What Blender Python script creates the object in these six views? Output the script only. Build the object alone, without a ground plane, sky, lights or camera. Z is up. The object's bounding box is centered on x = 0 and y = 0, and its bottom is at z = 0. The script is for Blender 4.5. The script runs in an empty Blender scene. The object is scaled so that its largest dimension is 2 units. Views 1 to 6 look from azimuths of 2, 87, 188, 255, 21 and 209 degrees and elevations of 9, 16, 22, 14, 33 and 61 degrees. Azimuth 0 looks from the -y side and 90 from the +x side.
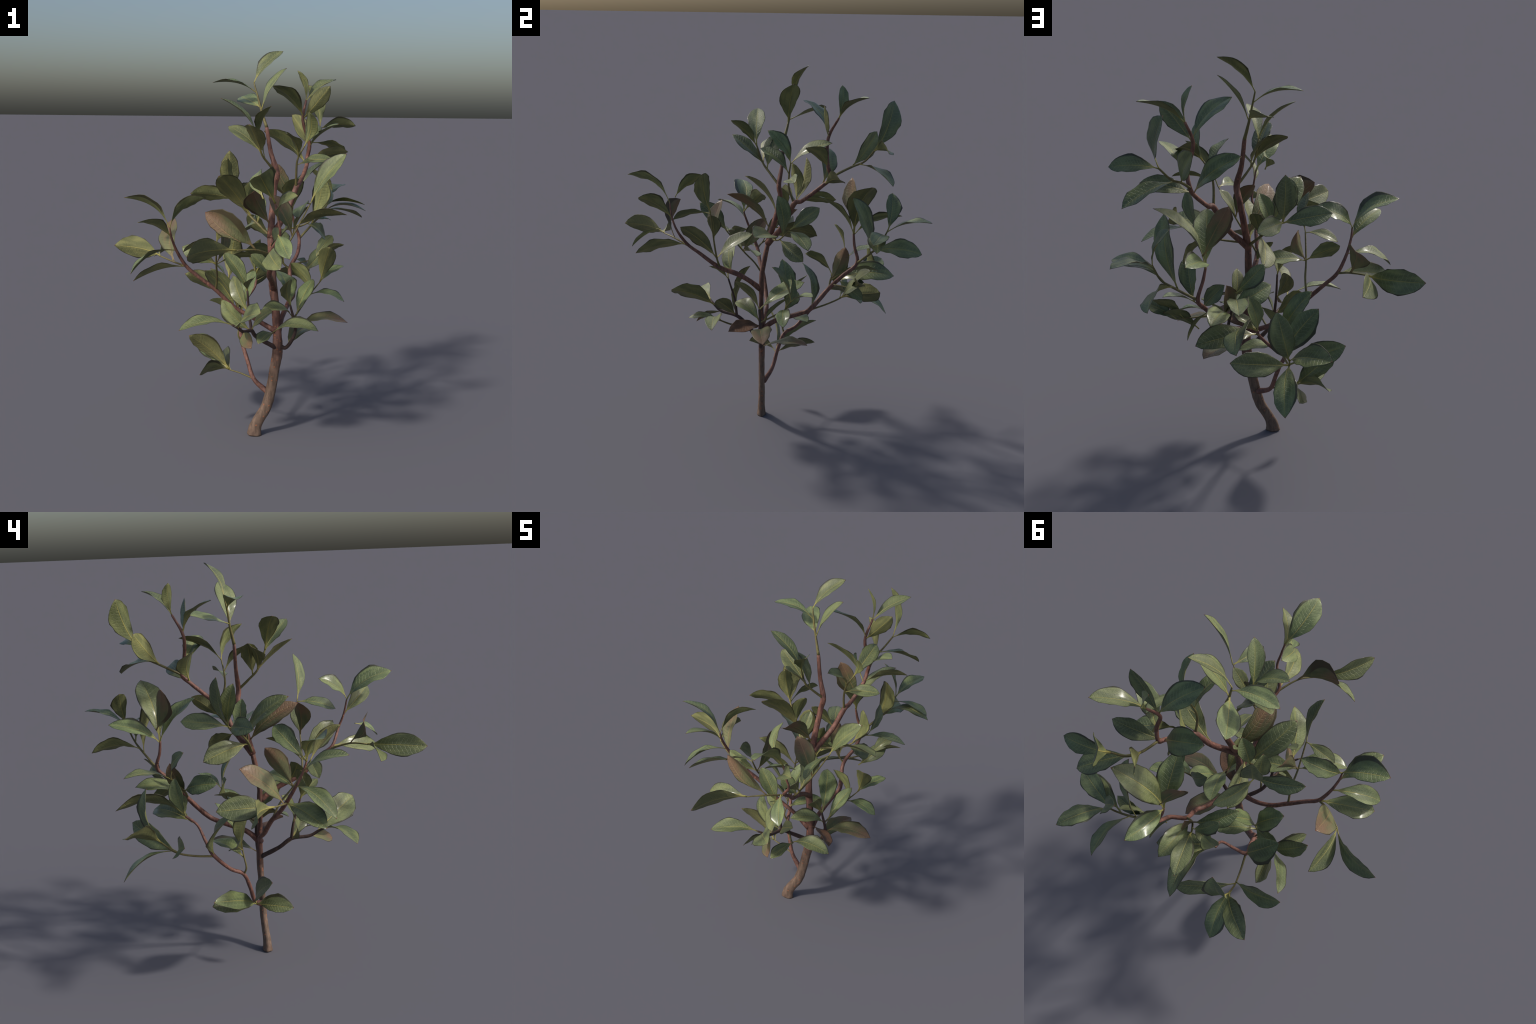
"""A young broad-leaved evergreen shrub: one leaning stem that forks, long limbs,
thin green shoots, and leathery spoon-shaped leaves, each one modelled."""
import bpy, math, random
from mathutils import Vector, Matrix, noise

random.seed(7)
scene = bpy.context.scene

# ------------------------------------------------------------------ materials
def new_material(name):
    m = bpy.data.materials.new(name)
    m.use_nodes = True
    nt = m.node_tree
    return m, nt, nt.nodes["Principled BSDF"]


def node(nt, kind, **sets):
    n = nt.nodes.new(kind)
    for k, v in sets.items():
        setattr(n, k, v)
    return n


def math_node(nt, op, a, b=None, c=None, clamp=False):
    n = node(nt, "ShaderNodeMath", operation=op, use_clamp=clamp)
    for i, v in enumerate((a, b, c)):
        if v is None:
            continue
        if isinstance(v, (int, float)):
            n.inputs[i].default_value = v
        else:
            nt.links.new(v, n.inputs[i])
    return n.outputs[0]


def step(nt, v, lo, hi):
    """smooth 0..1 ramp of v between lo and hi (lo may exceed hi)"""
    n = node(nt, "ShaderNodeMapRange", interpolation_type="SMOOTHSTEP")
    nt.links.new(v, n.inputs["Value"])
    n.inputs["From Min"].default_value, n.inputs["From Max"].default_value = lo, hi
    return n.outputs["Result"]


def mix(nt, fac, a, b):
    n = node(nt, "ShaderNodeMix", data_type="RGBA")
    if isinstance(fac, (int, float)):
        n.inputs[0].default_value = fac
    else:
        nt.links.new(fac, n.inputs[0])
    for sock, v in ((n.inputs[6], a), (n.inputs[7], b)):
        if isinstance(v, tuple):
            sock.default_value = (*v, 1)
        else:
            nt.links.new(v, sock)
    return n.outputs[2]


def noise_tex(nt, vec, scale, detail=3.0, rough=0.55):
    n = node(nt, "ShaderNodeTexNoise")
    n.inputs["Scale"].default_value = scale
    n.inputs["Detail"].default_value = detail
    n.inputs["Roughness"].default_value = rough
    if vec is not None:
        nt.links.new(vec, n.inputs["Vector"])
    return n.outputs["Fac"]


def blade_half_width(t):
    """outline of the blade, 1 at its widest: slim stalk, spoon-shaped blade, short point"""
    s = max(0.0, (t - 0.07) / 0.93)
    body = (s / 0.595) ** 1.25 * ((1 - s) / 0.405) ** 0.85 if 0 < s < 1 else 0.0
    return max(body, 0.085 * (1 - t) ** 0.5 if t < 0.35 else 0.0)


def leaf_material(name, flesh, flesh_dark, rib, edge, vein_col, vein, rough, coat, glow, rust=0.0, rust_col=(0.2, 0.1, 0.06)):
    m, nt, bsdf = new_material(name)
    tc = node(nt, "ShaderNodeTexCoord")
    info = node(nt, "ShaderNodeObjectInfo")
    sep = node(nt, "ShaderNodeSeparateXYZ")
    nt.links.new(tc.outputs["Object"], sep.inputs[0])
    x, y = sep.outputs[0], sep.outputs[1]
    ax = math_node(nt, "ABSOLUTE", x)
    # jitter the texture space per leaf
    off = node(nt, "ShaderNodeVectorMath", operation="ADD")
    jit = node(nt, "ShaderNodeCombineXYZ")
    nt.links.new(math_node(nt, "MULTIPLY", info.outputs["Random"], 37.0), jit.inputs[0])
    nt.links.new(math_node(nt, "MULTIPLY", info.outputs["Random"], 19.0), jit.inputs[2])
    nt.links.new(tc.outputs["Object"], off.inputs[0])
    nt.links.new(jit.outputs[0], off.inputs[1])
    vec = off.outputs[0]
    big = noise_tex(nt, vec, 2.2, 2.0)
    fine = noise_tex(nt, vec, 26.0, 4.0, 0.65)
    col = mix(nt, step(nt, big, 0.35, 0.68), flesh_dark, flesh)
    # leaf to leaf variation
    hsv = node(nt, "ShaderNodeHueSaturation")
    nt.links.new(col, hsv.inputs["Color"])
    nt.links.new(math_node(nt, "MULTIPLY_ADD", info.outputs["Random"], 0.034, 0.483), hsv.inputs["Hue"])
    r2 = math_node(nt, "FRACT", math_node(nt, "MULTIPLY", info.outputs["Random"], 7.31))
    nt.links.new(math_node(nt, "MULTIPLY_ADD", r2, 0.44, 0.76), hsv.inputs["Value"])
    col = hsv.outputs[0]
    col = mix(nt, math_node(nt, "MULTIPLY", step(nt, fine, 0.42, 0.75), 0.22), col, vein_col)
    # rusty flush that starts at the tip half of old leaves
    if rust > 0:
        mid = math_node(nt, "SUBTRACT", 1.0, math_node(nt, "MULTIPLY", math_node(nt, "MULTIPLY", ax, ax), 0.75))
        rm = math_node(nt, "ADD", math_node(nt, "MULTIPLY", math_node(nt, "SUBTRACT", big, 0.5), 1.1), y)
        rm = math_node(nt, "MULTIPLY", math_node(nt, "MULTIPLY", step(nt, rm, 0.38, 0.85), mid), rust)
        col = mix(nt, rm, col, rust_col)
    # side veins, swept forward, slightly wavy
    wob = math_node(nt, "MULTIPLY", math_node(nt, "SUBTRACT", noise_tex(nt, vec, 5.0, 2.0), 0.5), 0.9)
    ph = math_node(nt, "ADD", math_node(nt, "SUBTRACT", math_node(nt, "MULTIPLY", y, 15.0), math_node(nt, "MULTIPLY", ax, 1.9)), wob)
    tri = math_node(nt, "ABSOLUTE", math_node(nt, "SUBTRACT", math_node(nt, "FRACT", ph), 0.5))
    lat = step(nt, tri, 0.11, 0.015)
    lat = math_node(nt, "MULTIPLY", lat, step(nt, ax, 0.98, 0.35))
    lat = math_node(nt, "MULTIPLY", lat, step(nt, y, 0.12, 0.25))
    net = node(nt, "ShaderNodeTexVoronoi", feature="DISTANCE_TO_EDGE")
    net.inputs["Scale"].default_value = 17.0
    nt.links.new(vec, net.inputs["Vector"])
    netl = step(nt, net.outputs["Distance"], 0.10, 0.0)
    veins = math_node(nt, "MAXIMUM", lat, math_node(nt, "MULTIPLY", netl, 0.3))
    col = mix(nt, math_node(nt, "MULTIPLY", veins, vein), col, vein_col)
    # midrib, broad at the stalk, fading into the point
    ribw = math_node(nt, "MULTIPLY_ADD", y, -0.035, 0.058)
    ribm = step(nt, math_node(nt, "DIVIDE", ax, ribw), 1.1, 0.45)
    ribm = math_node(nt, "MULTIPLY", ribm, step(nt, y, 1.02, 0.75))
    stalk = step(nt, y, 0.22, 0.08)
    col = mix(nt, math_node(nt, "MULTIPLY", math_node(nt, "MAXIMUM", ribm, stalk), 0.85), col, rib)
    # thin darker margin and reddish point
    prof = node(nt, "ShaderNodeFloatCurve")
    curve = prof.mapping.curves[0]
    for i in range(1, 10):
        curve.points.new(i / 10, blade_half_width(i / 10))
    curve.points[0].location = (0, blade_half_width(0))
    curve.points[-1].location = (1, 0.0)
    prof.mapping.update()
    nt.links.new(y, prof.inputs["Value"])
    gap = math_node(nt, "SUBTRACT", prof.outputs[0], ax)
    rim = math_node(nt, "MULTIPLY", step(nt, gap, 0.10, 0.02), step(nt, y, 0.2, 0.35))
    col = mix(nt, math_node(nt, "MULTIPLY", rim, 0.9), col, edge)
    col = mix(nt, math_node(nt, "MULTIPLY", step(nt, y, 0.97, 1.0), 0.7), col, (0.22, 0.07, 0.035))
    nt.links.new(col, bsdf.inputs["Base Color"])
    nt.links.new(math_node(nt, "MULTIPLY_ADD", fine, 0.22, rough), bsdf.inputs["Roughness"])
    bsdf.inputs["Coat Weight"].default_value = coat
    bsdf.inputs["Coat Roughness"].default_value = 0.2
    bsdf.inputs["Specular IOR Level"].default_value = 0.45
    hgt = math_node(nt, "ADD", math_node(nt, "MULTIPLY", veins, -1.0), math_node(nt, "MULTIPLY", fine, 0.5))
    hgt = math_node(nt, "ADD", hgt, math_node(nt, "MULTIPLY", ribm, -1.2 if coat > 0.1 else 1.4))
    bump = node(nt, "ShaderNodeBump")
    bump.inputs["Strength"].default_value = 0.6
    bump.inputs["Distance"].default_value = 0.0032
    nt.links.new(hgt, bump.inputs["Height"])
    nt.links.new(bump.outputs[0], bsdf.inputs["Normal"])
    tr = node(nt, "ShaderNodeBsdfTranslucent")
    nt.links.new(mix(nt, 0.5, col, (0.2, 0.3, 0.04)), tr.inputs["Color"])
    ms = node(nt, "ShaderNodeMixShader")
    ms.inputs[0].default_value = glow
    nt.links.new(bsdf.outputs[0], ms.inputs[1])
    nt.links.new(tr.outputs[0], ms.inputs[2])
    nt.links.new(ms.outputs[0], nt.nodes["Material Output"].inputs["Surface"])
    return m


def bark_material(name, base, dark, spots, spot_amount, rough, stretch=(1, 1, 0.25), grey=None):
    m, nt, bsdf = new_material(name)
    tc = node(nt, "ShaderNodeTexCoord")
    mp = node(nt, "ShaderNodeMapping")
    mp.inputs["Scale"].default_value = stretch
    nt.links.new(tc.outputs["Object"], mp.inputs["Vector"])
    streak = noise_tex(nt, mp.outputs[0], 70.0, 5.0, 0.7)
    blotch = noise_tex(nt, tc.outputs["Object"], 16.0, 3.0)
    col = mix(nt, step(nt, streak, 0.35, 0.66), dark, base)
    if grey:
        sep = node(nt, "ShaderNodeSeparateXYZ")
        nt.links.new(tc.outputs["Object"], sep.inputs[0])
        h = math_node(nt, "ADD", sep.outputs[2], math_node(nt, "MULTIPLY", blotch, 0.25))
        col = mix(nt, step(nt, h, 0.72, 0.42), col, mix(nt, step(nt, streak, 0.35, 0.66), tuple(c * 0.5 for c in grey), grey))
    col = mix(nt, math_node(nt, "MULTIPLY", step(nt, blotch, 0.55, 0.75), 0.35), col, dark)
    vor = node(nt, "ShaderNodeTexVoronoi")
    vor.inputs["Scale"].default_value = 75.0
    nt.links.new(tc.outputs["Object"], vor.inputs["Vector"])
    pick = node(nt, "ShaderNodeSeparateColor")
    nt.links.new(vor.outputs["Color"], pick.inputs[0])
    spot = math_node(nt, "MULTIPLY", step(nt, vor.outputs["Distance"], 0.46, 0.25), step(nt, pick.outputs[0], 0.76, 0.79))
    col = mix(nt, math_node(nt, "MULTIPLY", spot, spot_amount), col, spots)
    nt.links.new(col, bsdf.inputs["Base Color"])
    bsdf.inputs["Roughness"].default_value = rough
    bump = node(nt, "ShaderNodeBump")
    bump.inputs["Strength"].default_value = 0.5
    bump.inputs["Distance"].default_value = 0.003
    nt.links.new(math_node(nt, "ADD", streak, math_node(nt, "MULTIPLY", spot, 0.6)), bump.inputs["Height"])
    nt.links.new(bump.outputs[0], bsdf.inputs["Normal"])
    return m


RIB = (0.40, 0.35, 0.10)
LEAF = {
    "green": (
        leaf_material("leaf_upper", (0.210, 0.250, 0.095), (0.105, 0.138, 0.056), (0.40, 0.36, 0.11), (0.04, 0.038, 0.02), (0.33, 0.36, 0.20), 0.42, 0.32, 0.3, 0.06),
        leaf_material("leaf_underside", (0.255, 0.264, 0.100), (0.145, 0.162, 0.064), RIB, (0.05, 0.045, 0.02), (0.29, 0.30, 0.15), 0.2, 0.48, 0.05, 0.05),
    ),
    "rusty": (
        leaf_material("rusty_leaf_upper", (0.180, 0.200, 0.080), (0.115, 0.135, 0.060), (0.30, 0.21, 0.10), (0.06, 0.045, 0.02), (0.19, 0.15, 0.10), 0.30, 0.42, 0.2, 0.05, 0.9, (0.19, 0.105, 0.062)),
        leaf_material("rusty_leaf_underside", (0.225, 0.235, 0.100), (0.150, 0.160, 0.070), (0.32, 0.22, 0.10), (0.08, 0.05, 0.03), (0.24, 0.18, 0.11), 0.25, 0.55, 0.0, 0.06, 0.9, (0.235, 0.130, 0.078)),
    ),
    "red": (
        leaf_material("red_leaf_upper", (0.17, 0.075, 0.045), (0.11, 0.05, 0.032), (0.22, 0.11, 0.06), (0.07, 0.03, 0.02), (0.24, 0.13, 0.08), 0.3, 0.42, 0.15, 0.05),
        leaf_material("red_leaf_underside", (0.22, 0.11, 0.065), (0.16, 0.08, 0.05), (0.28, 0.16, 0.08), (0.08, 0.04, 0.025), (0.26, 0.15, 0.09), 0.25, 0.55, 0.0, 0.05),
    ),
}
TRUNK_BARK = bark_material("trunk_bark", (0.19, 0.090, 0.070), (0.09, 0.045, 0.036), (0.34, 0.12, 0.055), 0.8, 0.75, grey=(0.205, 0.135, 0.096))
LIMB_BARK = bark_material("reddish_bark", (0.240, 0.108, 0.080), (0.105, 0.048, 0.038), (0.32, 0.13, 0.07), 0.55, 0.6)
DARK_BARK = bark_material("dark_bark", (0.085, 0.050, 0.042), (0.045, 0.028, 0.025), (0.16, 0.08, 0.05), 0.4, 0.7)
SHOOT_SKIN = bark_material("green_shoot", (0.185, 0.165, 0.055), (0.125, 0.105, 0.045), (0.20, 0.10, 0.05), 0.35, 0.55)

# ------------------------------------------------------------------- building
def put(name, mesh, parent):
    ob = bpy.data.objects.new(name, mesh)
    scene.collection.objects.link(ob)
    ob.parent = parent
    return ob


def smooth_path(pts, per=6):
    """Catmull-Rom through (x, y, z, radius) stations"""
    P = [Vector(p) for p in pts]
    P = [P[0] * 2 - P[1]] + P + [P[-1] * 2 - P[-2]]
    out = []
    for i in range(1, len(P) - 2):
        a, b, c, d = P[i - 1 : i + 3]
        for k in range(per):
            t = k / per
            out.append(0.5 * (2 * b + (c - a) * t + (2 * a - 5 * b + 4 * c - d) * t * t + (3 * b - a - 3 * c + d) * t ** 3))
    out.append(P[-2])
    return out


def stem(name, parent, material, stations, flat=1.0, sides=18, knobs=0.10, groove=0.16, seed=0.0):
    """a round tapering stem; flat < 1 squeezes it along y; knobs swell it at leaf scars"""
    path = smooth_path([Vector(s) for s in stations])
    n = len(path)
    verts, faces = [], []
    ref = Vector((1, 0, 0))
    for i, p in enumerate(path):
        c = p.to_3d()
        r = p[3]
        t = (path[min(i + 1, n - 1)].to_3d() - path[max(i - 1, 0)].to_3d()).normalized()
        u = (ref - t * ref.dot(t)).normalized()
        ref = u
        v = t.cross(u)
        swell = 1 + knobs * max(0.0, noise.noise(c * 14 + Vector((seed, 0, 0)))) * 1.6
        for k in range(sides):
            a = math.tau * k / sides
            o = (u * math.cos(a) + v * math.sin(a)) * r * swell
            o *= 1 + 0.07 * noise.noise((c + o * 1.5) * 45)
            for turn in (0.9, 3.6):
                off = (a - turn - seed + 0.5 * noise.noise(c * 3) + math.pi) % math.tau - math.pi
                o *= 1 - groove * math.exp(-((off / 0.33) ** 2))
            o.y *= flat + (1 - flat) * min(1.0, abs(t.y) * 1.4)
            verts.append(c + o)
        if i:
            b0, b1 = (i - 1) * sides, i * sides
            faces += [(b0 + k, b0 + (k + 1) % sides, b1 + (k + 1) % sides, b1 + k) for k in range(sides)]
    faces.append(tuple(range(sides - 1, -1, -1)))
    tip = len(verts)
    tv = (path[-1] - path[-2]).to_3d().normalized()
    verts.append(path[-1].to_3d() + tv * path[-1][3] * 0.8)
    b1 = (n - 1) * sides
    faces += [(b1 + k, b1 + (k + 1) % sides, tip) for k in range(sides)]
    me = bpy.data.meshes.new(name)
    me.from_pydata(verts, [], faces)
    me.shade_smooth()
    me.materials.append(material)
    return put(name, me, parent)


ROWS = [0.0, 0.05, 0.11, 0.18, 0.26, 0.35, 0.44, 0.53, 0.62, 0.71, 0.79, 0.86, 0.93, 1.0]
COLS = [-1.0, -0.93, -0.62, -0.3, 0.0, 0.3, 0.62, 0.93, 1.0]
leaf_seed = [0]


def leaf(parent, base, tip, roll, width, bend=0.085, fold=0.30, look="green", twist=0.0, sway=0.0):
    """one leaf from its foot on the stem to its point. Object axes: x across (1 = half
    width), y from foot to point (0..1), z out of the upper face, so the material can
    draw ribs and margin from object coordinates."""
    leaf_seed[0] += 1
    rnd = random.Random(leaf_seed[0] * 131)
    base, tip = Vector(base), Vector(tip)
    along = tip - base
    length = along.length
    d = along.normalized()
    up = Vector((0, 0, 1)) - d * d.z
    if up.length < 0.12:
        up = Vector((0.0, -1.0, 0)) - d * -d.y
    up.normalize()
    n = up * math.cos(math.radians(roll)) + d.cross(up) * math.sin(math.radians(roll))
    s = d.cross(n)
    half = width / 2
    k = half / length
    thick = 0.0011 / length
    sway += rnd.uniform(-0.012, 0.012)
    wav, wph = rnd.uniform(0.006, 0.02), rnd.uniform(0, 6.28)
    edge_curl = rnd.uniform(-0.10, 0.16)
    uneven = [(rnd.uniform(-0.07, 0.07), rnd.uniform(-0.07, 0.07)) for _ in ROWS]
    verts, faces, mats = [], [], []
    nc = len(COLS)
    for layer in (1, -1):
        for row, t in enumerate(ROWS):
            w = blade_half_width(t)
            z0 = 4 * bend * t * (1 - t) * (1 + 0.35 * (0.5 - t))
            blade = min(1.0, max(0.0, (t - 0.08) / 0.25))
            tw = twist * t * t
            for c in COLS:
                a = abs(c)
                x = c * w * (1 + uneven[row][c > 0])
                z = z0 + fold * k * w * a * blade * (1 - edge_curl * 2.2 * a * a) + wav * math.sin(t * 15 + wph + (2.2 if c > 0 else 0)) * a * a * w
                th = thick * layer * (1.0 - 0.75 * a ** 4) * (1.6 if t < 0.12 else 1.0)
                th += layer * 0.0016 / length * (1 - min(1, a / 0.3)) * (1 - t) * (0.35 if layer > 0 else 1.0)
                xs = x + sway * 4 * t * (1 - t) / k
                ct, st = math.cos(tw), math.sin(tw)
                verts.append((xs * ct, t, z + th + x * k * st))
    R, off = len(ROWS), len(ROWS) * nc
    for i in range(R - 1):
        for j in range(nc - 1):
            a = i * nc + j
            faces.append((a, a + 1, a + nc + 1, a + nc))
            mats.append(0)
            faces.append((off + a, off + a + nc, off + a + nc + 1, off + a + 1))
            mats.append(1)
    for i in range(R - 1):
        a, b = i * nc, i * nc + nc - 1
        faces.append((a, a + nc, off + a + nc, off + a))
        faces.append((b + nc, b, off + b, off + b + nc))
        mats += [1, 1]
    for j in range(nc - 1):
        a = (R - 1) * nc + j
        faces.append((a, a + 1, off + a + 1, off + a))
        faces.append((j + 1, j, off + j, off + j + 1))
        mats += [1, 1]
    me = bpy.data.meshes.new("leaf")
    me.from_pydata(verts, [], faces)
    for m in LEAF[look]:
        me.materials.append(m)
    me.polygons.foreach_set("material_index", mats)
    me.shade_smooth()
    for p in me.polygons:
        if p.index >= 2 * (R - 1) * (nc - 1):
            p.use_smooth = False
    ob = put("leaf", me, parent)
    M = Matrix((s * half, d * length, n * length)).transposed().to_4x4()
    M.translation = base
    ob.matrix_basis = M
    return ob


# -------------------------------------------------------------------- the shrub
shrub = bpy.data.objects.new("shrub", None)
scene.collection.objects.link(shrub)
shrub["label"] = "young evergreen shrub with a leaning stem and leathery spoon-shaped leaves"
shrub["category"] = "shrub"


# main stem
trunk = stem("trunk", shrub, TRUNK_BARK, [
    (0.093, -0.012, 0.000, 0.0410),
    (0.097, -0.012, 0.035, 0.0350),
    (0.113, -0.013, 0.078, 0.0305),
    (0.158, -0.014, 0.161, 0.0285),
    (0.184, -0.017, 0.274, 0.0270),
    (0.199, -0.019, 0.372, 0.0265),
    (0.212, -0.020, 0.462, 0.0280),
    (0.208, -0.022, 0.579, 0.0225),
    (0.197, -0.025, 0.714, 0.0210),
    (0.184, -0.024, 0.814, 0.0205),
    (0.179, -0.022, 0.887, 0.0195),
    (0.168, 0.008, 1.050, 0.0170)], flat=0.62, seed=0.0)
leaf(trunk, (0.208, -0.022, 0.586), (0.384, -0.207, 0.624), -27, 0.091, bend=0.085, sway=0.000, look="red")

# leader, straight on from the fork
limb_t = stem("branch", shrub, LIMB_BARK, [
    (0.168, 0.008, 1.050, 0.0185),
    (0.182, 0.068, 1.287, 0.0145),
    (0.196, 0.061, 1.379, 0.0145),
    (0.164, 0.078, 1.484, 0.0115),
    (0.141, 0.087, 1.610, 0.0095)], flat=0.80, seed=1.7)
leaf(limb_t, (0.086, 0.130, 1.785), (-0.140, 0.137, 1.835), -4, 0.090, bend=0.115, sway=-0.013)
leaf(limb_t, (0.112, 0.112, 1.698), (0.239, 0.126, 1.909), 14, 0.113, bend=0.074, sway=0.005)
leaf(limb_t, (0.072, 0.142, 1.835), (0.219, 0.201, 1.998), 25, 0.095, bend=0.102, sway=-0.014)
leaf(limb_t, (0.107, 0.114, 1.712), (-0.006, 0.326, 1.768), -24, 0.103, bend=0.026, sway=-0.009)
leaf(limb_t, (0.172, 0.024, 1.113), (0.088, -0.212, 1.307), 44, 0.116, bend=0.134, sway=0.022, look="rusty")
leader_tip = stem("twig", limb_t, SHOOT_SKIN, [
    (0.141, 0.087, 1.610, 0.0088),
    (0.112, 0.111, 1.695, 0.0062),
    (0.094, 0.123, 1.760, 0.0050),
    (0.072, 0.142, 1.836, 0.0035)], sides=8)
twig = stem("twig", limb_t, SHOOT_SKIN, [
    (0.168, 0.012, 1.060, 0.0080),
    (0.090, 0.050, 1.130, 0.0067),
    (0.030, 0.100, 1.185, 0.0053),
    (-0.030, 0.175, 1.242, 0.0040)], sides=8, seed=1.1)
leaf(limb_t, (-0.030, 0.175, 1.242), (0.056, 0.388, 1.269), -60, 0.090, bend=0.089, sway=0.006)
leaf(limb_t, (-0.028, 0.172, 1.240), (-0.059, 0.230, 1.486), 172, 0.100, bend=0.084, sway=-0.001)
leaf(limb_t, (0.069, 0.068, 1.150), (-0.088, -0.111, 1.374), 46, 0.123, bend=0.118, sway=-0.007)
leaf(limb_t, (0.042, 0.090, 1.174), (0.089, 0.072, 1.350), -25, 0.082, bend=0.085, sway=0.000)
leaf(limb_t, (0.100, 0.045, 1.121), (0.051, 0.290, 1.061), -49, 0.118, bend=0.085, sway=0.000)
leaf(limb_t, (-0.017, 0.159, 1.230), (-0.255, 0.108, 1.265), 63, 0.095, bend=0.093, sway=-0.015)
leaf(limb_t, (-0.030, 0.175, 1.242), (-0.066, 0.151, 1.452), 98, 0.086, bend=0.085, sway=0.000)
leaf(limb_t, (0.100, 0.045, 1.121), (0.120, 0.100, 1.260), 17, 0.067, bend=0.085, sway=0.000)
twig = stem("twig", limb_t, SHOOT_SKIN, [
    (0.196, 0.061, 1.379, 0.0070),
    (0.150, 0.015, 1.435, 0.0062),
    (0.118, -0.022, 1.485, 0.0053),
    (0.100, -0.055, 1.575, 0.0045)], sides=8, seed=2.0)
leaf(limb_t, (0.121, -0.018, 1.480), (0.066, -0.185, 1.627), -16, 0.109, bend=0.028, sway=-0.001)
leaf(limb_t, (0.100, -0.055, 1.575), (-0.083, -0.043, 1.752), -6, 0.096, bend=0.107, sway=0.005)
leaf(limb_t, (0.102, -0.052, 1.567), (0.171, -0.192, 1.715), 24, 0.082, bend=0.089, sway=0.004)
leaf(limb_t, (0.120, -0.020, 1.482), (-0.053, 0.054, 1.614), -32, 0.098, bend=0.097, sway=0.018)
leaf(limb_t, (0.137, 0.000, 1.455), (0.030, 0.050, 1.622), 13, 0.086, bend=0.085, sway=0.000)

# second leader, sweeping right and back
limb_r = stem("branch", shrub, LIMB_BARK, [
    (0.168, 0.008, 1.050, 0.0170),
    (0.250, 0.089, 1.179, 0.0145),
    (0.297, 0.135, 1.301, 0.0145),
    (0.315, 0.176, 1.321, 0.0115),
    (0.350, 0.268, 1.402, 0.0105),
    (0.355, 0.314, 1.451, 0.0105),
    (0.365, 0.296, 1.524, 0.0095),
    (0.328, 0.299, 1.646, 0.0085),
    (0.344, 0.348, 1.752, 0.0055)], seed=3.4)
leaf(limb_r, (0.344, 0.346, 1.747), (0.509, 0.469, 1.867), 6, 0.094, bend=0.094, sway=-0.002)
leaf(limb_r, (0.344, 0.348, 1.752), (0.296, 0.366, 1.910), 49, 0.065, bend=0.099, sway=-0.004)
leaf(limb_r, (0.330, 0.304, 1.656), (0.469, 0.258, 1.826), -65, 0.084, bend=-0.048, sway=0.005)
leaf(limb_r, (0.330, 0.306, 1.662), (0.167, 0.185, 1.823), 13, 0.115, bend=0.119, sway=-0.031)
leaf(limb_r, (0.351, 0.275, 1.410), (0.119, 0.299, 1.588), 40, 0.124, bend=0.115, sway=0.002)
leaf(limb_r, (0.351, 0.280, 1.415), (0.576, 0.333, 1.480), -45, 0.092, bend=0.085, sway=0.000)
leaf(limb_r, (0.362, 0.302, 1.499), (0.514, 0.180, 1.629), 16, 0.098, bend=0.085, sway=0.000)
twig = stem("twig", limb_r, SHOOT_SKIN, [
    (0.190, 0.030, 1.085, 0.0060),
    (0.280, 0.040, 1.100, 0.0052),
    (0.356, 0.060, 1.125, 0.0043),
    (0.452, 0.106, 1.200, 0.0035)], sides=8, seed=3.5)
leaf(limb_r, (0.440, 0.100, 1.190), (0.647, 0.180, 1.143), -2, 0.095, bend=0.085, sway=0.000)
leaf(limb_r, (0.452, 0.106, 1.200), (0.464, 0.251, 1.317), 73, 0.082, bend=0.086, sway=-0.003)
leaf(limb_r, (0.353, 0.059, 1.124), (0.454, 0.176, 1.031), 63, 0.083, bend=0.085, sway=0.000)
leaf(limb_r, (0.381, 0.072, 1.145), (0.430, 0.040, 1.372), -102, 0.108, bend=0.085, sway=0.000)
leaf(limb_r, (0.290, 0.043, 1.103), (0.551, -0.079, 1.185), -22, 0.125, bend=0.083, sway=-0.000)
twig = stem("twig", limb_r, SHOOT_SKIN, [
    (0.297, 0.135, 1.301, 0.0070),
    (0.296, 0.108, 1.380, 0.0060),
    (0.302, 0.106, 1.450, 0.0050),
    (0.335, 0.110, 1.515, 0.0040)], sides=8, seed=4.1)
leaf(limb_r, (0.333, 0.110, 1.510), (0.357, -0.011, 1.689), -57, 0.087, bend=0.139, sway=0.028)
leaf(limb_r, (0.305, 0.106, 1.456), (0.240, -0.042, 1.582), -22, 0.087, bend=0.123, sway=0.014)
leaf(limb_r, (0.335, 0.110, 1.515), (0.391, 0.313, 1.632), 29, 0.090, bend=0.114, sway=0.001)
leaf(limb_r, (0.299, 0.107, 1.420), (0.486, 0.121, 1.447), 31, 0.079, bend=0.085, sway=0.000)
twig = stem("twig", limb_r, SHOOT_SKIN, [
    (0.355, 0.314, 1.451, 0.0070),
    (0.362, 0.416, 1.505, 0.0062),
    (0.390, 0.480, 1.540, 0.0053),
    (0.426, 0.520, 1.600, 0.0045)], sides=8, seed=4.6)
leaf(limb_r, (0.424, 0.518, 1.597), (0.629, 0.555, 1.617), -48, 0.083, bend=0.120, sway=0.026)
leaf(limb_r, (0.378, 0.453, 1.525), (0.579, 0.594, 1.449), -15, 0.102, bend=0.081, sway=-0.004)
leaf(limb_r, (0.426, 0.520, 1.600), (0.360, 0.621, 1.842), 88, 0.134, bend=0.094, sway=-0.015)
leaf(limb_r, (0.363, 0.418, 1.506), (0.269, 0.558, 1.676), 93, 0.109, bend=0.053, sway=-0.006)

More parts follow.
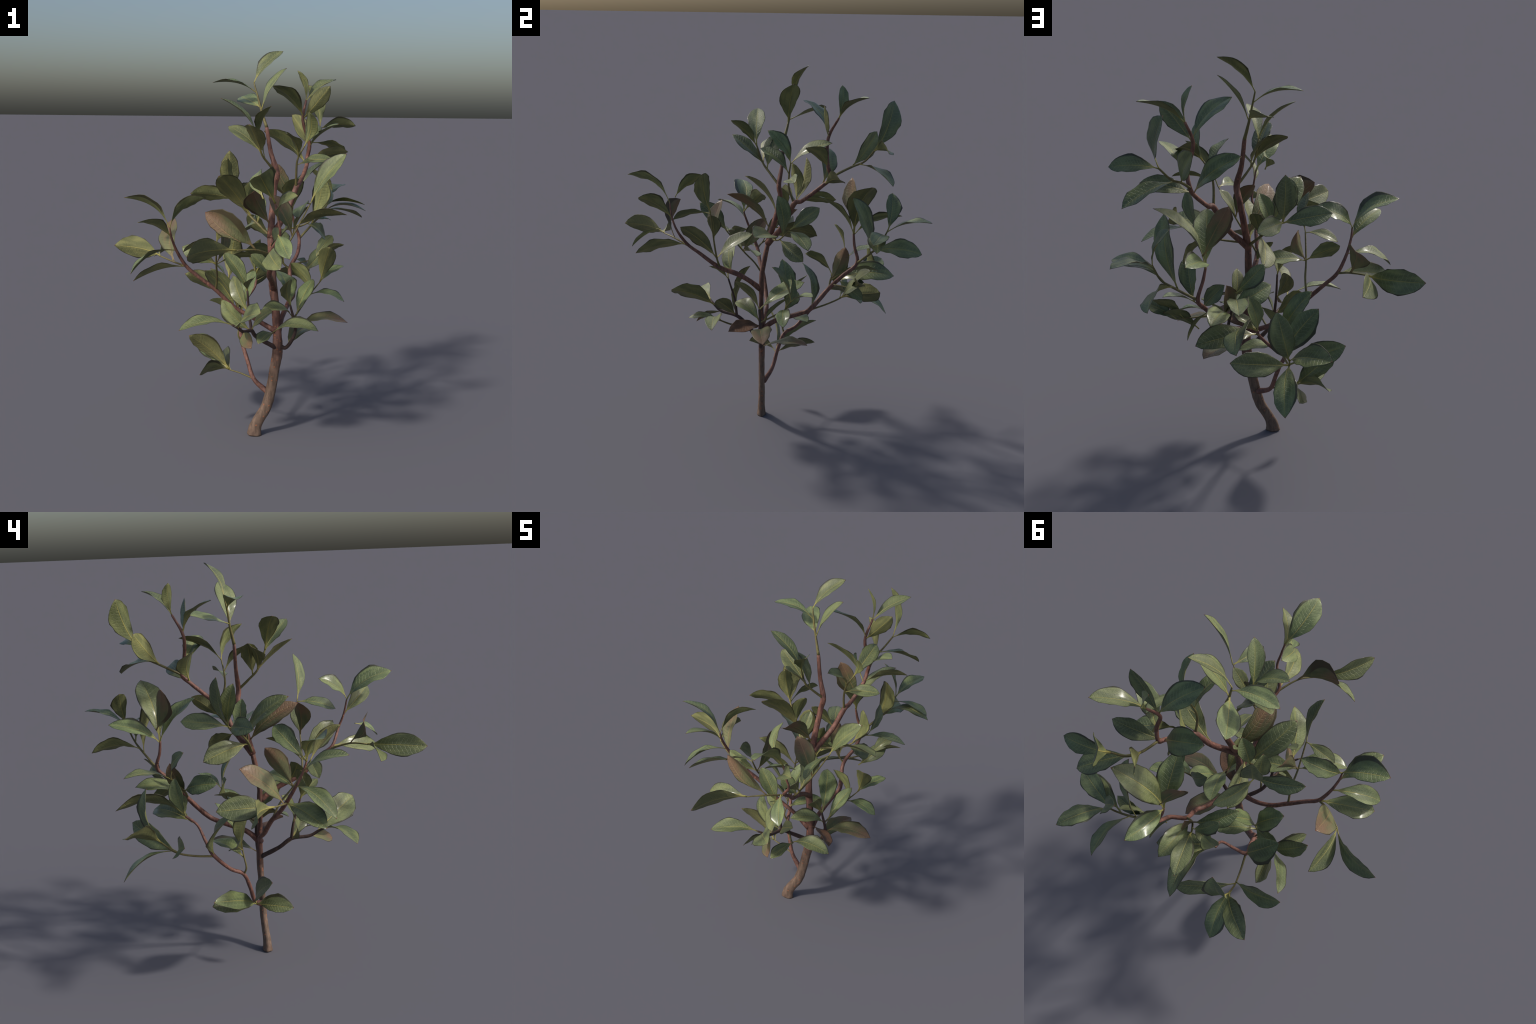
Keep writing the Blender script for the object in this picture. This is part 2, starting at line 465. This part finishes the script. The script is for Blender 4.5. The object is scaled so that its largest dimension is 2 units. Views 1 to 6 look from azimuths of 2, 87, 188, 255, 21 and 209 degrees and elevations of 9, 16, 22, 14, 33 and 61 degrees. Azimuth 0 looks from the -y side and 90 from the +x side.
# limb to the back right
limb_c = stem("branch", shrub, LIMB_BARK, [
    (0.215, -0.020, 0.565, 0.0170),
    (0.232, 0.047, 0.626, 0.0135),
    (0.269, 0.182, 0.683, 0.0125),
    (0.291, 0.238, 0.718, 0.0125),
    (0.270, 0.335, 0.825, 0.0115),
    (0.312, 0.401, 0.910, 0.0105),
    (0.321, 0.475, 0.984, 0.0095),
    (0.293, 0.462, 1.073, 0.0075),
    (0.278, 0.458, 1.134, 0.0060)], seed=5.1)
leaf(limb_c, (0.278, 0.458, 1.134), (0.297, 0.262, 1.339), 9, 0.119, bend=0.104, sway=-0.000)
leaf(limb_c, (0.299, 0.381, 0.884), (0.376, 0.505, 0.797), 55, 0.069, bend=0.085, sway=0.000)
leaf(limb_c, (0.280, 0.458, 1.128), (0.471, 0.511, 1.423), -1, 0.147, bend=0.139, sway=0.006)
leaf(limb_c, (0.280, 0.458, 1.126), (0.303, 0.707, 1.236), -38, 0.095, bend=0.131, sway=0.028)
leaf(limb_c, (0.285, 0.472, 1.192), (0.159, 0.457, 1.414), -63, 0.112, bend=0.008, sway=-0.058, look="rusty")
twig = stem("twig", limb_c, SHOOT_SKIN, [
    (0.272, 0.335, 0.828, 0.0060),
    (0.215, 0.360, 0.880, 0.0053),
    (0.165, 0.430, 0.960, 0.0047),
    (0.157, 0.430, 1.000, 0.0040)], sides=8, seed=5.8)
leaf(limb_c, (0.165, 0.430, 0.960), (0.100, 0.673, 1.006), -5, 0.096, bend=0.109, sway=-0.015)
leaf(limb_c, (0.215, 0.360, 0.880), (0.029, 0.228, 0.953), 59, 0.104, bend=0.119, sway=0.010)
leaf(limb_c, (0.157, 0.430, 1.000), (0.028, 0.387, 1.124), 71, 0.080, bend=0.090, sway=0.041)
leaf(limb_c, (0.235, 0.351, 0.862), (0.243, 0.604, 0.919), -24, 0.102, bend=0.119, sway=0.013)
leaf(limb_c, (0.238, 0.350, 0.859), (0.197, 0.430, 1.037), -150, 0.089, bend=0.085, sway=0.000, look="rusty")
twig = stem("twig", limb_c, SHOOT_SKIN, [
    (0.290, 0.360, 0.855, 0.0050),
    (0.360, 0.410, 0.865, 0.0040),
    (0.433, 0.450, 0.878, 0.0030)], sides=8, seed=6.4)
leaf(limb_c, (0.433, 0.450, 0.878), (0.574, 0.446, 0.956), -41, 0.065, bend=0.085, sway=0.000)
leaf(limb_c, (0.347, 0.396, 0.801), (0.478, 0.490, 0.928), 51, 0.086, bend=0.085, sway=0.000)
leaf(limb_c, (0.404, 0.434, 0.873), (0.510, 0.517, 0.998), 40, 0.077, bend=0.085, sway=0.000)
twig = stem("twig", limb_c, SHOOT_SKIN, [
    (0.321, 0.475, 0.984, 0.0070),
    (0.404, 0.540, 1.070, 0.0060),
    (0.450, 0.570, 1.120, 0.0050),
    (0.472, 0.600, 1.200, 0.0040)], sides=8, seed=6.8)
leaf(limb_c, (0.470, 0.597, 1.192), (0.585, 0.798, 1.266), 1, 0.094, bend=0.096, sway=-0.010)
leaf(limb_c, (0.464, 0.589, 1.171), (0.687, 0.490, 1.179), -13, 0.091, bend=0.086, sway=0.000)
leaf(limb_c, (0.408, 0.543, 1.075), (0.454, 0.789, 1.068), 41, 0.113, bend=0.139, sway=-0.012)
leaf(limb_c, (0.472, 0.600, 1.200), (0.373, 0.634, 1.375), 32, 0.089, bend=0.101, sway=0.017)
leaf(limb_c, (0.439, 0.563, 1.108), (0.695, 0.508, 1.142), -1, 0.099, bend=0.186, sway=0.029)
leaf(limb_c, (0.390, 0.529, 1.056), (0.453, 0.416, 1.368), -64, 0.129, bend=0.077, sway=0.015)

# low limb behind
limb_b = stem("branch", shrub, LIMB_BARK, [
    (0.163, -0.005, 0.235, 0.0160),
    (0.088, 0.048, 0.287, 0.0115),
    (0.050, 0.080, 0.385, 0.0105),
    (0.019, 0.119, 0.471, 0.0105),
    (0.006, 0.190, 0.514, 0.0100),
    (-0.026, 0.276, 0.607, 0.0100),
    (0.025, 0.301, 0.661, 0.0085),
    (0.079, 0.328, 0.735, 0.0070),
    (0.077, 0.385, 0.790, 0.0070)], seed=6.8)
leaf(limb_b, (0.077, 0.385, 0.790), (0.112, 0.722, 0.846), 37, 0.137, bend=0.191, sway=-0.019)
leaf(limb_b, (0.077, 0.385, 0.790), (0.182, 0.388, 0.872), -17, 0.059, bend=0.085, sway=0.000)
leaf(limb_b, (0.078, 0.350, 0.756), (0.345, 0.499, 0.766), -30, 0.132, bend=0.085, sway=0.000)
leaf(limb_b, (0.077, 0.385, 0.790), (0.103, 0.426, 0.984), -98, 0.084, bend=0.085, sway=0.000)
twig = stem("twig", limb_b, SHOOT_SKIN, [
    (0.088, 0.048, 0.287, 0.0050),
    (0.020, 0.062, 0.312, 0.0043),
    (-0.045, 0.075, 0.328, 0.0035)], sides=8, seed=8.1)
leaf(limb_b, (-0.045, 0.075, 0.328), (-0.258, 0.047, 0.519), 69, 0.114, bend=0.095, sway=-0.019)
leaf(limb_b, (-0.040, 0.074, 0.327), (-0.094, 0.311, 0.368), -50, 0.103, bend=0.057, sway=0.035)
leaf(limb_b, (-0.045, 0.075, 0.328), (-0.188, -0.077, 0.343), 62, 0.092, bend=0.125, sway=-0.068)
leaf(limb_b, (-0.045, 0.075, 0.328), (-0.240, 0.333, 0.452), -53, 0.097, bend=0.085, sway=0.000)
twig = stem("twig", limb_b, SHOOT_SKIN, [
    (0.019, 0.118, 0.468, 0.0055),
    (0.000, 0.108, 0.510, 0.0048),
    (0.005, 0.115, 0.560, 0.0042),
    (0.012, 0.122, 0.610, 0.0035)], sides=8, seed=8.6)
leaf(limb_b, (0.012, 0.122, 0.610), (0.081, 0.235, 0.841), -2, 0.106, bend=0.085, sway=0.000)
leaf(limb_b, (0.005, 0.115, 0.561), (0.200, 0.234, 0.605), -1, 0.104, bend=0.085, sway=0.000)
leaf(limb_b, (0.012, 0.122, 0.610), (-0.150, 0.111, 0.870), 31, 0.123, bend=0.085, sway=0.000)
leaf(limb_b, (0.011, 0.121, 0.600), (-0.162, 0.190, 0.680), 45, 0.085, bend=0.085, sway=0.000)
twig = stem("twig", limb_b, SHOOT_SKIN, [
    (-0.020, 0.270, 0.600, 0.0060),
    (-0.053, 0.382, 0.628, 0.0053),
    (-0.075, 0.470, 0.665, 0.0047),
    (-0.085, 0.535, 0.724, 0.0040)], sides=8, seed=9.1)
leaf(limb_b, (-0.085, 0.535, 0.724), (-0.290, 0.725, 0.832), 36, 0.118, bend=0.087, sway=-0.015)
leaf(limb_b, (-0.072, 0.458, 0.660), (0.161, 0.640, 0.764), -77, 0.119, bend=0.039, sway=0.012)
leaf(limb_b, (-0.069, 0.447, 0.655), (-0.331, 0.469, 0.771), 69, 0.111, bend=0.062, sway=-0.021)
leaf(limb_b, (-0.020, 0.270, 0.600), (-0.192, 0.232, 0.836), 47, 0.130, bend=0.114, sway=0.054)
leaf(limb_b, (-0.077, 0.481, 0.675), (-0.083, 0.727, 0.552), 12, 0.109, bend=0.143, sway=-0.028)
leaf(limb_b, (-0.085, 0.535, 0.724), (-0.046, 0.585, 0.989), -128, 0.114, bend=0.132, sway=-0.032)

# limb to the left
limb_h = stem("branch", shrub, LIMB_BARK, [
    (0.200, -0.025, 0.570, 0.0160),
    (0.088, 0.009, 0.627, 0.0115),
    (-0.018, 0.013, 0.686, 0.0115),
    (-0.111, 0.002, 0.776, 0.0115),
    (-0.197, -0.019, 0.847, 0.0105),
    (-0.261, -0.030, 0.905, 0.0100),
    (-0.303, -0.062, 0.985, 0.0080),
    (-0.326, -0.094, 1.060, 0.0060),
    (-0.332, -0.111, 1.112, 0.0045)], seed=8.5)
leaf(limb_h, (-0.261, -0.030, 0.904), (-0.515, -0.139, 0.844), 25, 0.113, bend=0.079, sway=-0.007)
leaf(limb_h, (-0.324, -0.092, 1.055), (-0.465, -0.267, 1.156), 17, 0.098, bend=0.130, sway=-0.014)
leaf(limb_h, (-0.332, -0.111, 1.112), (-0.162, -0.010, 1.255), -52, 0.092, bend=0.167, sway=0.018)
leaf(limb_h, (-0.332, -0.109, 1.106), (-0.560, -0.116, 1.261), 21, 0.124, bend=0.153, sway=-0.068)
leaf(limb_h, (-0.305, -0.065, 0.992), (-0.520, -0.183, 0.887), 15, 0.096, bend=0.149, sway=-0.006)
twig = stem("twig", limb_h, SHOOT_SKIN, [
    (-0.111, 0.002, 0.776, 0.0060),
    (-0.100, -0.050, 0.860, 0.0053),
    (-0.099, -0.118, 0.933, 0.0047),
    (-0.090, -0.210, 1.050, 0.0040)], sides=8, seed=10.5)
leaf(limb_h, (-0.099, -0.118, 0.933), (-0.073, 0.011, 1.133), 75, 0.096, bend=0.096, sway=-0.017, look="rusty")
leaf(limb_h, (-0.090, -0.209, 1.049), (-0.255, -0.198, 1.004), 22, 0.070, bend=0.117, sway=-0.015)
leaf(limb_h, (-0.090, -0.210, 1.050), (-0.099, -0.367, 1.217), -51, 0.105, bend=0.072, sway=0.003)
leaf(limb_h, (-0.099, -0.120, 0.935), (-0.272, -0.110, 1.018), -84, 0.084, bend=0.085, sway=0.000)
leaf(limb_h, (-0.099, -0.117, 0.932), (0.104, -0.048, 0.958), -26, 0.092, bend=0.085, sway=0.000)
twig = stem("twig", limb_h, SHOOT_SKIN, [
    (-0.261, -0.030, 0.905, 0.0060),
    (-0.328, 0.001, 0.921, 0.0050),
    (-0.411, 0.071, 0.939, 0.0040)], sides=8, seed=11.1)
leaf(limb_h, (-0.411, 0.071, 0.939), (-0.683, 0.219, 0.969), 80, 0.125, bend=0.118, sway=-0.000)
leaf(limb_h, (-0.328, 0.001, 0.921), (-0.364, 0.213, 1.118), -45, 0.134, bend=0.088, sway=0.001, look="rusty")
leaf(limb_h, (-0.411, 0.071, 0.939), (-0.400, 0.335, 0.945), -61, 0.116, bend=0.085, sway=0.000)

# limb to the front
limb_e = stem("branch", shrub, LIMB_BARK, [
    (0.188, -0.031, 0.798, 0.0170),
    (0.180, -0.093, 0.844, 0.0135),
    (0.171, -0.161, 0.880, 0.0135),
    (0.170, -0.234, 0.907, 0.0125),
    (0.175, -0.283, 0.937, 0.0110),
    (0.189, -0.366, 1.006, 0.0095),
    (0.179, -0.424, 1.048, 0.0085),
    (0.222, -0.475, 1.130, 0.0065),
    (0.216, -0.503, 1.202, 0.0055),
    (0.201, -0.515, 1.281, 0.0040)], seed=10.2)
leaf(limb_e, (0.201, -0.515, 1.281), (0.138, -0.739, 1.423), 36, 0.125, bend=0.158, sway=-0.030)
leaf(limb_e, (0.216, -0.503, 1.202), (0.300, -0.670, 1.332), 54, 0.090, bend=0.154, sway=-0.014)
leaf(limb_e, (0.146, -0.491, 1.300), (0.121, -0.335, 1.414), -52, 0.089, bend=0.126, sway=0.015)
leaf(limb_e, (0.171, -0.187, 0.890), (0.077, -0.201, 1.000), -51, 0.079, bend=0.085, sway=0.000)
leaf(limb_e, (0.216, -0.566, 1.148), (0.269, -0.713, 1.063), 31, 0.078, bend=0.085, sway=0.000)
leaf(limb_e, (0.179, -0.424, 1.048), (0.230, -0.700, 1.015), 49, 0.107, bend=0.085, sway=0.000)
twig = stem("twig", limb_e, SHOOT_SKIN, [
    (0.185, -0.400, 1.030, 0.0060),
    (0.114, -0.497, 1.068, 0.0047),
    (0.032, -0.559, 1.074, 0.0035)], sides=8, seed=12.3)
leaf(limb_e, (0.114, -0.497, 1.068), (-0.118, -0.474, 1.234), -103, 0.125, bend=0.100, sway=0.130, look="rusty")
leaf(limb_e, (0.032, -0.559, 1.074), (-0.163, -0.798, 1.082), 72, 0.117, bend=0.093, sway=-0.008)
leaf(limb_e, (0.032, -0.559, 1.074), (-0.185, -0.540, 1.035), -42, 0.093, bend=0.085, sway=0.000)
twig = stem("twig", limb_e, SHOOT_SKIN, [
    (0.170, -0.250, 0.915, 0.0060),
    (0.210, -0.268, 0.980, 0.0050),
    (0.285, -0.284, 1.110, 0.0040),
    (0.366, -0.299, 1.270, 0.0030)], sides=8, seed=12.7)
leaf(limb_e, (0.362, -0.298, 1.262), (0.307, -0.493, 1.217), 32, 0.085, bend=0.098, sway=-0.002)
leaf(limb_e, (0.366, -0.299, 1.270), (0.525, -0.332, 1.499), 52, 0.105, bend=0.071, sway=-0.020)
leaf(limb_e, (0.280, -0.283, 1.102), (0.359, -0.291, 1.252), -13, 0.074, bend=0.085, sway=0.000)
leaf(limb_e, (0.280, -0.283, 1.102), (0.167, -0.239, 1.294), -32, 0.103, bend=0.085, sway=0.000, look="rusty")
leaf(limb_e, (0.210, -0.268, 0.980), (0.259, -0.459, 1.166), 50, 0.108, bend=0.085, sway=0.000)
leaf(limb_e, (0.210, -0.268, 0.980), (0.210, -0.075, 1.115), 26, 0.099, bend=0.085, sway=0.000)

# dark low limb, front left
limb_g = stem("branch", shrub, DARK_BARK, [
    (0.207, -0.020, 0.478, 0.0125),
    (0.107, -0.098, 0.556, 0.0105),
    (0.083, -0.158, 0.604, 0.0095),
    (0.047, -0.242, 0.619, 0.0085),
    (0.021, -0.284, 0.649, 0.0070),
    (-0.005, -0.304, 0.668, 0.0050)], seed=11.9)
leaf(limb_g, (0.024, -0.278, 0.645), (0.141, -0.519, 0.780), 46, 0.139, bend=0.078, sway=-0.001)
leaf(limb_g, (-0.005, -0.304, 0.668), (-0.254, -0.387, 0.656), -12, 0.105, bend=0.118, sway=0.009)
leaf(limb_g, (0.083, -0.158, 0.604), (-0.070, -0.131, 0.754), -100, 0.091, bend=0.101, sway=-0.014)
leaf(limb_g, (0.047, -0.242, 0.619), (0.093, -0.385, 0.575), 46, 0.069, bend=0.085, sway=0.000, look="rusty")
leaf(limb_g, (0.083, -0.158, 0.604), (0.190, -0.272, 0.733), 53, 0.085, bend=0.085, sway=0.000)
twig = stem("twig", limb_g, SHOOT_SKIN, [
    (0.107, -0.098, 0.556, 0.0060),
    (0.150, -0.180, 0.575, 0.0050),
    (0.190, -0.260, 0.620, 0.0040)], sides=8, seed=14.1)
leaf(limb_g, (0.190, -0.260, 0.620), (0.126, -0.428, 0.609), -13, 0.069, bend=0.100, sway=0.015)
leaf(limb_g, (0.184, -0.248, 0.613), (0.413, -0.294, 0.643), 20, 0.098, bend=0.176, sway=-0.030)

# its upright spur
limb_gup = stem("branch", shrub, DARK_BARK, [
    (0.083, -0.158, 0.604, 0.0085),
    (0.070, -0.168, 0.694, 0.0065),
    (0.063, -0.205, 0.817, 0.0050)], seed=13.6)
leaf(limb_gup, (0.063, -0.205, 0.817), (0.100, -0.313, 0.903), 25, 0.058, bend=0.085, sway=0.000)
leaf(limb_gup, (0.070, -0.168, 0.694), (-0.015, -0.080, 0.869), -71, 0.084, bend=0.089, sway=-0.003)
leaf(limb_gup, (0.063, -0.205, 0.817), (-0.055, -0.170, 1.000), -29, 0.092, bend=0.085, sway=0.000)

# dark low limb, right
limb_j = stem("branch", shrub, DARK_BARK, [
    (0.210, -0.020, 0.500, 0.0130),
    (0.259, -0.026, 0.485, 0.0095),
    (0.304, -0.030, 0.579, 0.0090),
    (0.276, -0.039, 0.709, 0.0060)], seed=15.3)
leaf(limb_j, (0.276, -0.039, 0.709), (0.212, 0.209, 0.843), 18, 0.112, bend=0.087, sway=0.005)
leaf(limb_j, (0.259, -0.026, 0.485), (0.385, 0.216, 0.542), -1, 0.117, bend=0.082, sway=-0.002, look="rusty")
leaf(limb_j, (0.304, -0.030, 0.581), (0.571, -0.031, 0.623), 12, 0.110, bend=0.168, sway=-0.028, look="rusty")
leaf(limb_j, (0.276, -0.039, 0.709), (0.266, -0.170, 0.865), 47, 0.081, bend=0.108, sway=-0.007)
leaf(limb_j, (0.291, -0.034, 0.639), (0.131, -0.162, 0.707), -23, 0.090, bend=0.177, sway=0.021)
twig = stem("twig", limb_j, SHOOT_SKIN, [
    (0.293, -0.034, 0.640, 0.0050),
    (0.335, 0.030, 0.690, 0.0045),
    (0.376, 0.090, 0.741, 0.0040),
    (0.405, 0.105, 0.775, 0.0035),
    (0.431, 0.118, 0.806, 0.0030)], sides=8, seed=15.6)
leaf(limb_j, (0.305, -0.016, 0.654), (0.394, 0.119, 0.820), -6, 0.096, bend=0.044, sway=0.022)
leaf(limb_j, (0.431, 0.118, 0.806), (0.473, 0.014, 1.009), -26, 0.097, bend=0.093, sway=-0.016)
leaf(limb_j, (0.377, 0.091, 0.742), (0.558, 0.073, 0.710), 14, 0.078, bend=0.154, sway=-0.026)
leaf(limb_j, (0.431, 0.118, 0.806), (0.559, 0.220, 0.875), 6, 0.075, bend=0.085, sway=0.000)
leaf(limb_j, (0.396, 0.100, 0.764), (0.272, 0.128, 0.903), 75, 0.082, bend=0.085, sway=0.000)
